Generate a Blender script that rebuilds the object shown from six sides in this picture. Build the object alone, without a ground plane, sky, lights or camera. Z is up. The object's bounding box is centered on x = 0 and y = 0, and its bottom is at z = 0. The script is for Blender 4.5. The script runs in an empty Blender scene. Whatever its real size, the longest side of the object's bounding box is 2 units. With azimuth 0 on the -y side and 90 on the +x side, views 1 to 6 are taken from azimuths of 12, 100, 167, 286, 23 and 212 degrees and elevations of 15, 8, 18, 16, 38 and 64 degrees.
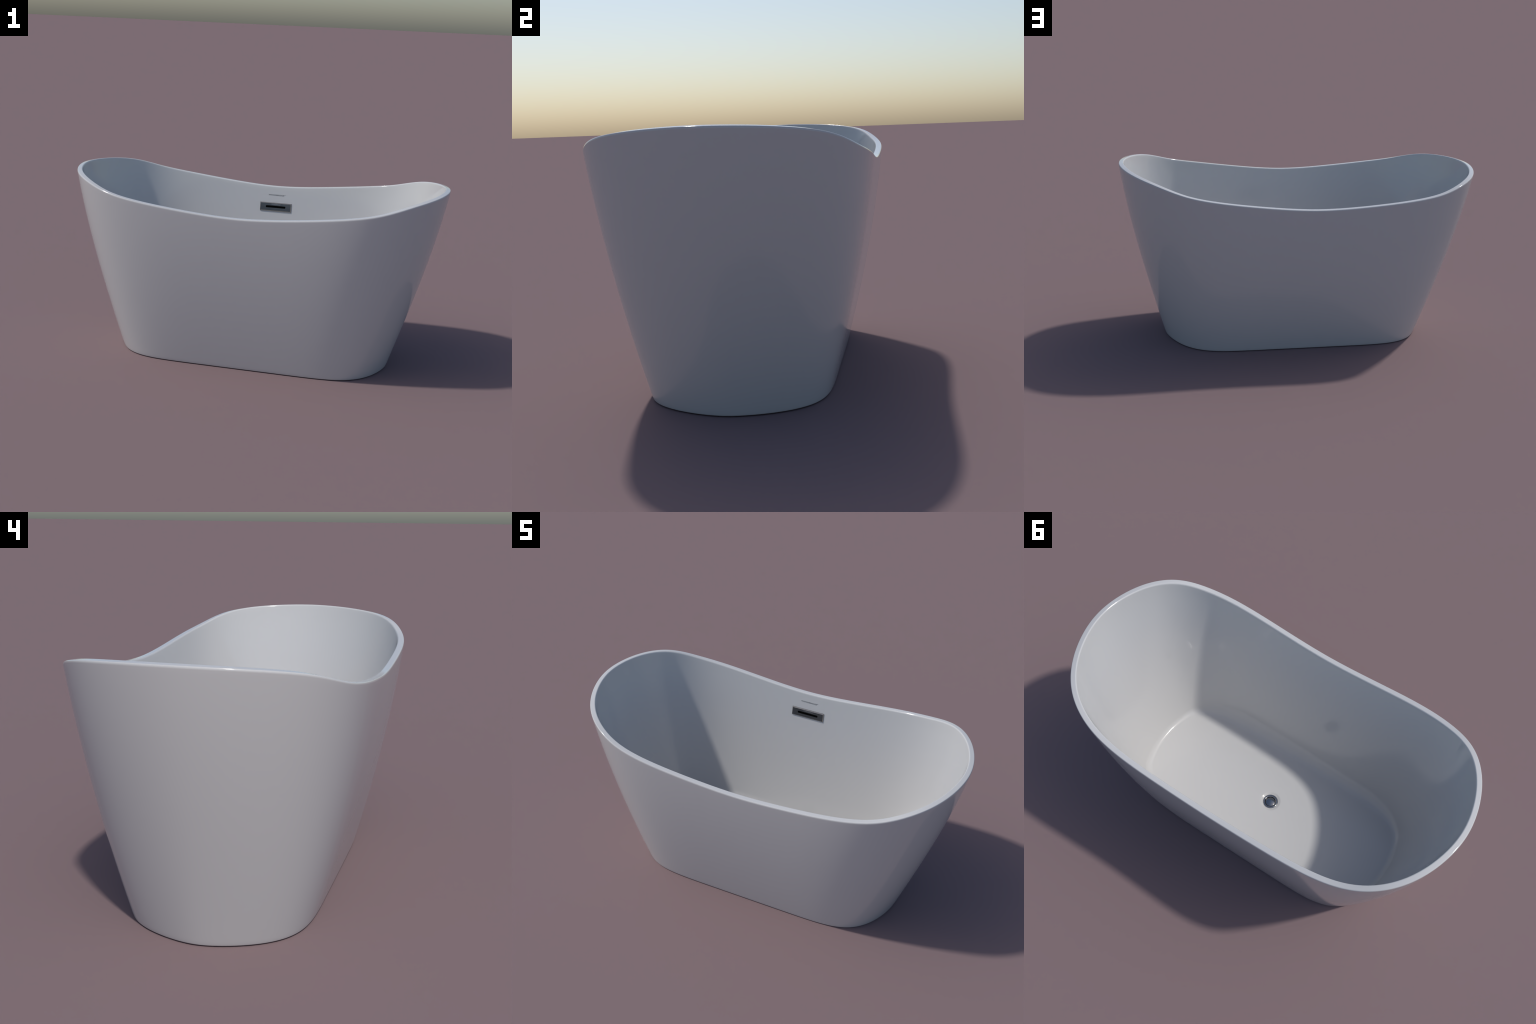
"""Freestanding double-ended bathtub with a saddle-shaped rim.

The tub wall is a family of horizontal sections (flat long sides, round ends)
whose half length, half width and corner fullness change smoothly with height.
The rim is that wall trimmed by a saddle curve z = h(x).
"""
import bpy, bmesh, math
import numpy as np
from mathutils import Matrix, Vector

# ------------------------------------------------------------------ tub form
HALF_LENGTH = (0.7471, 0.3030, 0.0047, -0.0524)     # polynomial in height
HALF_WIDTH = (0.3404, 0.2683, -0.0629, -0.0280)
SIDE_POWER = (7.1993, -5.3075, 3.7720)              # how straight the long sides are
END_POWER = (1.1891, 1.1730, -0.7441)               # how round the ends are
END_SOFT = 0.04
# rim height at stations along half the length, joined by a smooth spline
SADDLE_X = np.array([0, 0.14, 0.28, 0.42, 0.56, 0.70, 0.84, 1.0])
SADDLE_Z = np.array([0.8408, 0.8457, 0.8570, 0.8714, 0.8886, 0.9137, 0.9522, 0.9814])

WALL = 0.0285            # thickness of the rim and wall
# rounding of the rim edges: depth into the wall, height down the wall
OUTER_ROUND = (0.0048, 0.0085)
INNER_ROUND = (0.0052, 0.0080)
FOOT_ROUND = 0.005
FLOOR_Z = 0.0505
FLOOR_ROUND = (0.025, 0.052)   # width of the fillet between floor and wall, at the ends and along the sides
FLOOR_RISE = (0.025, 0.072)    # its height
DISH_R, DRAIN_R, DISH_DEPTH = 0.057, 0.0405, 0.006

N_AROUND = 720
STRETCH = 1.0


def poly(c, z):
    return sum(k * z ** i for i, k in enumerate(c))


def bend(xk, yk):
    """Second derivatives of the cubic spline, level at x = 0 and free at the end."""
    n, h = len(xk), np.diff(xk)
    a, b = np.zeros((n, n)), np.zeros(n)
    a[0, 0], a[0, 1], b[0] = h[0] / 3, h[0] / 6, (yk[1] - yk[0]) / h[0]
    a[-1, -1] = 1
    for i in range(1, n - 1):
        a[i, i - 1:i + 2] = h[i - 1] / 6, (h[i - 1] + h[i]) / 3, h[i] / 6
        b[i] = (yk[i + 1] - yk[i]) / h[i] - (yk[i] - yk[i - 1]) / h[i - 1]
    return np.linalg.solve(a, b)


SADDLE_M = bend(SADDLE_X, SADDLE_Z)


def saddle(x):
    x = np.minimum(np.abs(x), 1.03)
    i = np.clip(np.searchsorted(SADDLE_X, x) - 1, 0, len(SADDLE_X) - 2)
    h = SADDLE_X[i + 1] - SADDLE_X[i]
    a = (SADDLE_X[i + 1] - x) / h
    b = 1 - a
    return (a * SADDLE_Z[i] + b * SADDLE_Z[i + 1]
            + ((a ** 3 - a) * SADDLE_M[i] + (b ** 3 - b) * SADDLE_M[i + 1]) * h * h / 6)


def end_curve(t, q):
    e = END_SOFT
    return ((t * t + e) ** (q / 2) - e ** (q / 2)) / ((1 + e) ** (q / 2) - e ** (q / 2))


def end_slope(t, q):
    e = END_SOFT
    return q * t * (t * t + e) ** (q / 2 - 1) / ((1 + e) ** (q / 2) - e ** (q / 2))


THETA = np.arange(N_AROUND) * 2 * math.pi / N_AROUND
# even out the spacing of the meridians, keep a vertex on both axes
THETA = THETA - 0.10 * np.sin(4 * THETA)


def outline(z, th=None):
    """Point and outward normal of the outer wall for every meridian at heights z."""
    th = THETA if th is None else th
    z = np.broadcast_to(np.asarray(z, float), th.shape)
    a, b = poly(HALF_LENGTH, z) * STRETCH, poly(HALF_WIDTH, z)
    p, q = poly(SIDE_POWER, z), poly(END_POWER, z)
    c, s = np.abs(np.cos(th)), np.abs(np.sin(th))
    lo, hi = np.full(th.shape, 0.5), np.full(th.shape, 2.0)
    for _ in range(48):
        m = (lo + hi) / 2
        out = (m * c) ** p + end_curve(m * s, q) > 1
        hi, lo = np.where(out, m, hi), np.where(out, lo, m)
    r = (lo + hi) / 2
    x, y = a * r * np.cos(th), b * r * np.sin(th)
    nx = np.sign(x) * p * (r * c) ** (p - 1) / a
    ny = np.sign(y) * end_slope(r * s, q) / b
    l = np.hypot(nx, ny)
    return x, y, nx / l, ny / l


def ring(z, inset):
    """Closed ring of points at height z, moved inwards by inset."""
    x, y, nx, ny = outline(z)
    z = np.broadcast_to(np.asarray(z, float), THETA.shape)
    return np.stack([x - nx * inset, y - ny * inset, z], 1)


def trimmed_height(inset):
    """Height of the saddle above the ring that is inset from the wall."""
    z = np.full(THETA.shape, 0.9)
    for _ in range(24):
        z = 0.4 * z + 0.6 * saddle(ring(z, inset)[:, 0] / STRETCH)
    return z


def basin_inset(z, top):
    """Wall thickness of the basin: towards the floor its ends get flatter than the outside."""
    _, y, _, _ = outline(z)
    y = np.abs(y) / poly(HALF_WIDTH, z) * 0.353
    squarer = 0.0165 * np.exp(-(y / 0.115) ** 2) - 0.009 * np.exp(-((y - 0.22) / 0.06) ** 2)
    return WALL + squarer * (top - z) / (top - FLOOR_Z)


def make_rows():
    """All rings from the middle of the underside over the rim to the drain."""
    rows, part = [], []

    def add(r, name):
        rows.append(r)
        part.append(name)

    # underside and rounded foot
    base = ring(0.0, FOOT_ROUND * 1.1)
    for k in (0.02, 0.3, 0.6, 0.85):
        add(base * np.array([k, k, 1]), "outer_wall")
    for f in np.linspace(0, math.pi / 2, 6):
        add(ring(FOOT_ROUND * (1 - math.cos(f)), FOOT_ROUND * (1 - math.sin(f))), "outer_wall")
    # outer wall
    top = trimmed_height(0.0)
    _, _, tilt_x, tilt_y = outline(top)
    tilt = 0.15 * tilt_x ** 2 + 0.05 * tilt_y ** 2      # the rim face leans outwards

    def rim_top(d):
        return top + tilt * d

    start, stop = FOOT_ROUND, top - OUTER_ROUND[1]
    for t in np.linspace(0, 1, 60)[1:]:
        add(ring(start + (stop - start) * t, 0.0), "outer_wall")
    # rounded outer edge of the rim
    for f in np.linspace(0, math.pi / 2, 10)[1:]:
        d = OUTER_ROUND[0] * (1 - math.cos(f))
        add(ring(rim_top(d) - OUTER_ROUND[1] * (1 - math.sin(f)), d), "rim")
    # flat top
    for d in np.linspace(OUTER_ROUND[0], WALL - INNER_ROUND[0], 6)[1:]:
        add(ring(rim_top(d), d), "rim")
    # rounded inner edge
    for f in np.linspace(0, math.pi / 2, 10)[1:]:
        d = WALL - INNER_ROUND[0] * (1 - math.sin(f))
        add(ring(rim_top(d) - INNER_ROUND[1] * (1 - math.cos(f)), d), "rim")
    # inner wall
    inner_top = rim_top(WALL) - INNER_ROUND[1]
    _, _, _, side = outline(FLOOR_Z + 0.03)
    fillet = FLOOR_ROUND[0] + (FLOOR_ROUND[1] - FLOOR_ROUND[0]) * side ** 4
    rise = FLOOR_RISE[0] + (FLOOR_RISE[1] - FLOOR_RISE[0]) * side ** 4
    low = FLOOR_Z + rise
    for t in np.linspace(0, 1, 56)[1:]:
        z = inner_top + (low - inner_top) * t
        add(ring(z, basin_inset(z, inner_top)), "basin")
    # fillet into the floor
    for f in np.linspace(0, math.pi / 2, 15)[1:]:
        z = low - rise * math.sin(f)
        add(ring(z, basin_inset(z, inner_top) + fillet * (1 - math.cos(f))), "basin")
    # floor, drawn in to a round dish about the drain
    edge = rows[-1]
    ang = np.arctan2(edge[:, 1], edge[:, 0])
    disc = np.stack([np.cos(ang), np.sin(ang)], 1)
    for t in np.linspace(0, 1, 26)[1:]:
        xy = edge[:, :2] * (1 - t) + disc * DISH_R * t
        add(np.concatenate([xy, np.full((N_AROUND, 1), FLOOR_Z)], 1), "basin")
    for t in np.linspace(0, 1, 12)[1:]:
        r = DISH_R + (DRAIN_R - 0.001 - DISH_R) * t
        s = t * t * (3 - 2 * t)
        add(np.concatenate([disc * r, np.full((N_AROUND, 1), FLOOR_Z - DISH_DEPTH * s)], 1), "basin")
    # sump under the drain flange
    for k in (0.004, 0.012, 0.02):
        add(np.concatenate([disc * (DRAIN_R - 0.0015), np.full((N_AROUND, 1), FLOOR_Z - DISH_DEPTH - k)], 1), "basin")
    return rows, part


# ---------------------------------------------------------------- materials
def principled(name, color, rough, metallic=0.0, coat=0.0, grain=0.0, grain_scale=60.0, ior=1.5):
    m = bpy.data.materials.new(name)
    m.use_nodes = True
    nt = m.node_tree
    b = nt.nodes["Principled BSDF"]
    b.inputs["Base Color"].default_value = (*color, 1)
    b.inputs["Roughness"].default_value = rough
    b.inputs["Metallic"].default_value = metallic
    b.inputs["IOR"].default_value = ior
    b.inputs["Coat Weight"].default_value = coat
    b.inputs["Coat Roughness"].default_value = 0.03
    if grain:
        tc = nt.nodes.new("ShaderNodeTexCoord")
        nz = nt.nodes.new("ShaderNodeTexNoise")
        nz.inputs["Scale"].default_value = grain_scale
        nz.inputs["Detail"].default_value = 3
        mr = nt.nodes.new("ShaderNodeMapRange")
        mr.inputs["To Min"].default_value = max(rough - grain, 0.0)
        mr.inputs["To Max"].default_value = rough + grain
        nt.links.new(tc.outputs["Object"], nz.inputs["Vector"])
        nt.links.new(nz.outputs["Fac"], mr.inputs["Value"])
        nt.links.new(mr.outputs["Result"], b.inputs["Roughness"])
    return m


ACRYLIC = principled("white_acrylic", (0.565, 0.565, 0.565), 0.09, grain=0.006, grain_scale=14)
CHROME = principled("polished_metal", (0.37, 0.37, 0.37), 0.07, metallic=1.0, grain=0.015)
PLATE = principled("plate_metal", (0.235, 0.23, 0.225), 0.2, metallic=1.0, grain=0.02)
DARK = principled("dark_opening", (0.003, 0.003, 0.003), 0.9, ior=1.05)
INK = principled("grey_print", (0.075, 0.075, 0.08), 0.5)
ETCH = principled("etched_metal", (0.45, 0.45, 0.46), 0.5, metallic=0.6)


# ------------------------------------------------------------------ helpers
def link(name, mesh, parent, mat=None):
    o = bpy.data.objects.new(name, mesh)
    bpy.context.scene.collection.objects.link(o)
    o.parent = parent
    if mat and mesh:
        mesh.materials.clear()
        mesh.materials.append(mat)
    return o


def smooth(mesh, value=True):
    mesh.polygons.foreach_set("use_smooth", [value] * len(mesh.polygons))


def lathe(profile, n=96):
    """Mesh of revolution about z from (radius, height) pairs; radius 0 closes it."""
    bm = bmesh.new()
    rings = []
    for r, z in profile:
        if r < 1e-6:
            rings.append([bm.verts.new((0, 0, z))])
        else:
            rings.append([bm.verts.new((r * math.cos(2 * math.pi * i / n), r * math.sin(2 * math.pi * i / n), z)) for i in range(n)])
    for a, b in zip(rings, rings[1:]):
        for i in range(n):
            j = (i + 1) % n
            if len(a) == 1 and len(b) == 1:
                continue
            if len(a) == 1:
                bm.faces.new((a[0], b[i], b[j]))
            elif len(b) == 1:
                bm.faces.new((a[i], b[0], a[j]))
            else:
                bm.faces.new((a[i], b[i], b[j], a[j]))
    bmesh.ops.recalc_face_normals(bm, faces=bm.faces)
    me = bpy.data.meshes.new("turned")
    bm.to_mesh(me)
    bm.free()
    smooth(me)
    return me


def text_mesh(body, width, height, depth):
    """Raised lettering centred on the origin, in the xy plane, facing +z."""
    cu = bpy.data.curves.new("text", "FONT")
    cu.body = body
    cu.align_x, cu.align_y = "CENTER", "CENTER"
    cu.extrude = 0.02
    cu.space_character = 1.12
    cu.resolution_u = 4
    ob = bpy.data.objects.new("text", cu)
    bpy.context.scene.collection.objects.link(ob)
    bpy.context.view_layer.update()
    me = bpy.data.meshes.new_from_object(ob.evaluated_get(bpy.context.evaluated_depsgraph_get()))
    bpy.data.objects.remove(ob)
    co = np.array([v.co for v in me.vertices])
    lo, hi = co.min(0), co.max(0)
    scale = np.array([width, height, depth]) / (hi - lo)
    co = (co - (lo + hi) / 2) * scale
    me.vertices.foreach_set("co", co.ravel())
    me.update()
    return me


def join(meshes, name):
    bm = bmesh.new()
    for me, mat in meshes:
        tmp = me.copy()
        tmp.transform(mat)
        bm.from_mesh(tmp)
        bpy.data.meshes.remove(tmp)
    out = bpy.data.meshes.new(name)
    bm.to_mesh(out)
    bm.free()
    return out


# ---------------------------------------------------------------- build tub
tub = bpy.data.objects.new("freestanding_bathtub", None)
tub.empty_display_size = 0.3
bpy.context.scene.collection.objects.link(tub)
tub["label"] = "white oval freestanding bathtub with a sweeping saddle rim"
tub["category"] = "bathtub"

STRETCH = 1.0 / ring(trimmed_height(0.0) - OUTER_ROUND[1] * 0.7, 0.0006)[:, 0].max()

rows, part = make_rows()
co = np.concatenate(rows)
n_rows = len(rows)


def quads(first, last):
    i = np.arange(N_AROUND)
    j = (i + 1) % N_AROUND
    f = [np.stack([r * N_AROUND + i, r * N_AROUND + j, (r + 1) * N_AROUND + j, (r + 1) * N_AROUND + i], 1)
         for r in range(first, last)]
    return np.concatenate(f)


# normals of the whole smooth body, then cut into wall, rim and basin
whole = bpy.data.meshes.new("whole")
faces = quads(0, n_rows - 1)
whole.from_pydata(co.tolist(), [], faces.tolist() + [list(range(N_AROUND))[::-1],
                                                     [(n_rows - 1) * N_AROUND + k for k in range(N_AROUND)]])
whole.update()
normals = np.zeros((len(whole.vertices), 3))
tmp = np.zeros(len(whole.vertices) * 3, dtype=np.float32)
whole.vertex_normals.foreach_get("vector", tmp)
normals = tmp.reshape(-1, 3)
bpy.data.meshes.remove(whole)

names = ["outer_wall", "rim", "basin"]
last_of = {n: max(i for i, p in enumerate(part) if p == n) for n in names}
spans = {"outer_wall": (0, last_of["outer_wall"]),
         "rim": (last_of["outer_wall"], last_of["rim"]),
         "basin": (last_of["rim"], last_of["basin"])}
for nm in names:
    r0, r1 = spans[nm]
    sub = quads(r0, r1) - r0 * N_AROUND
    pts = co[r0 * N_AROUND:(r1 + 1) * N_AROUND]
    nrm = normals[r0 * N_AROUND:(r1 + 1) * N_AROUND]
    fl = sub.tolist()
    if nm == "outer_wall":
        fl.append(list(range(N_AROUND))[::-1])
    if nm == "basin":
        fl.append([(r1 - r0) * N_AROUND + k for k in range(N_AROUND)])
    me = bpy.data.meshes.new(nm)
    me.from_pydata(pts.tolist(), [], fl)
    me.update()
    smooth(me)
    me.normals_split_custom_set_from_vertices(nrm.tolist())
    link(nm, me, tub, ACRYLIC)

# ------------------------------------------------------------------- drain
drain_z = FLOOR_Z - DISH_DEPTH
# flange: rounded outside, broad crown, then a throat that drops to the stopper
ring_profile = [(DRAIN_R, drain_z - 0.003)]
for f in np.linspace(0, 1, 20):
    a = f * math.pi
    ring_profile.append((DRAIN_R - 0.0062 + 0.0062 * math.cos(a), drain_z + 0.0040 * math.sin(a)))
ring_profile += [(0.0278, drain_z - 0.0008), (0.0274, drain_z - 0.0025), (0.0272, drain_z - 0.009)]
drain = link("drain", lathe(ring_profile), tub, CHROME)
# domed stopper
CAP_R = 0.0266
cap_profile = [(CAP_R - 0.0004, drain_z - 0.010), (CAP_R, drain_z - 0.0050)]
for f in np.linspace(0, 1.25, 8):
    cap_profile.append((CAP_R - 0.0042 + 0.0042 * math.cos(f), drain_z - 0.0040 + 0.0030 * math.sin(f)))
r0, z0 = cap_profile[-1]
for t in np.linspace(0.97, 0, 14):
    cap_profile.append((r0 * t, z0 + 0.0032 * (1 - t * t)))
cap = link("drain_cap", lathe(cap_profile), drain, CHROME)

# ---------------------------------------------------- overflow on the inside
def wall_frame(z, lift):
    """Matrix whose z axis points out of the inner long wall (towards -y), y up the wall."""
    th = np.array([math.pi / 2])
    _, y0, _, _ = outline(z - 0.01, th)
    _, y1, _, _ = outline(z + 0.01, th)
    _, y, _, _ = outline(z, th)
    up = Vector((0, float(y1[0] - y0[0]), 0.02)).normalized()
    right = Vector((1, 0, 0))
    out = right.cross(up).normalized()
    pos = Vector((0, float(y[0]) - WALL, z)) + out * lift
    m = Matrix((right, up, out)).transposed().to_4x4()
    m.translation = pos
    return m


PLATE_W, PLATE_H, PLATE_T = 0.187, 0.051, 0.0062
PLATE_BEVEL = 0.0045
SLOT_W, SLOT_H = 0.119, 0.0125


def stadium(w, h, z0, z1, n=16):
    bm = bmesh.new()
    pts = []
    r = h / 2
    for side in (1, -1):
        for k in range(n + 1):
            a = -math.pi / 2 + math.pi * k / n
            pts.append((side * (w / 2 - r + r * math.cos(a)), side * r * math.sin(a)))
    lo = [bm.verts.new((x, y, z0)) for x, y in pts]
    hi = [bm.verts.new((x, y, z1)) for x, y in pts]
    for i in range(len(pts)):
        j = (i + 1) % len(pts)
        bm.faces.new((lo[i], lo[j], hi[j], hi[i]))
    bm.faces.new(lo[::-1])
    bm.faces.new(hi)
    me = bpy.data.meshes.new("stadium")
    bm.to_mesh(me)
    bm.free()
    return me


def plate_mesh():
    bm = bmesh.new()
    layers = []
    for inset, z in ((0, -0.006), (0, PLATE_T - 0.0034), (PLATE_BEVEL, PLATE_T)):
        w, h = PLATE_W / 2 - inset, PLATE_H / 2 - inset
        layers.append([bm.verts.new((x, y, z)) for x, y in ((-w, -h), (w, -h), (w, h), (-w, h))])
    for a, b in zip(layers, layers[1:]):
        for k in range(4):
            bm.faces.new((a[k], a[(k + 1) % 4], b[(k + 1) % 4], b[k]))
    bm.faces.new(layers[0][::-1])
    bm.faces.new(layers[-1])
    me = bpy.data.meshes.new("overflow_plate")
    bm.to_mesh(me)
    bm.free()
    ob = bpy.data.objects.new("tmp_plate", me)
    cut = bpy.data.objects.new("tmp_cut", stadium(SLOT_W, SLOT_H, PLATE_T - 0.0045, PLATE_T + 0.01))
    cut.location.y = 0.001
    for o in (ob, cut):
        bpy.context.scene.collection.objects.link(o)
    mod = ob.modifiers.new("slot", "BOOLEAN")
    mod.object, mod.operation, mod.solver = cut, "DIFFERENCE", "EXACT"
    bpy.context.view_layer.update()
    out = bpy.data.meshes.new_from_object(ob.evaluated_get(bpy.context.evaluated_depsgraph_get()))
    bpy.data.objects.remove(ob)
    bpy.data.objects.remove(cut)
    return out


plate = link("overflow_plate", plate_mesh(), tub, PLATE)
plate.matrix_local = wall_frame(0.7205, 0.0)
slot = link("overflow_slot", stadium(SLOT_W - 0.0006, SLOT_H - 0.0006, PLATE_T - 0.0043, PLATE_T - 0.0008), plate, DARK)
slot.location = (0, 0.001, 0)

word = text_mesh("WOODBRIDGE", 0.053, 0.0044, 0.0006)
mark = text_mesh("\u00ae", 0.003, 0.003, 0.0006)
pm = join([(word, Matrix()), (mark, Matrix.Translation((0.0292, 0.0014, 0)))], "plate_lettering")
pl = link("plate_lettering", pm, plate, ETCH)
pl.location = (0.0, 0.0150, PLATE_T + 0.0001)

word = text_mesh("WOODBRIDGE", 0.0925, 0.0072, 0.0010)
mark = text_mesh("\u00ae", 0.0036, 0.0036, 0.0010)
wm = join([(word, Matrix()), (mark, Matrix.Translation((0.0515, 0.0038, 0)))], "lettering")
wl = link("lettering", wm, tub, INK)
wl.matrix_local = wall_frame(0.790, 0.0001) @ Matrix.Translation((-0.0015, 0, 0))

for o in (pl, wl):
    o["kind"] = "stuff"      # small letters kept together as one part
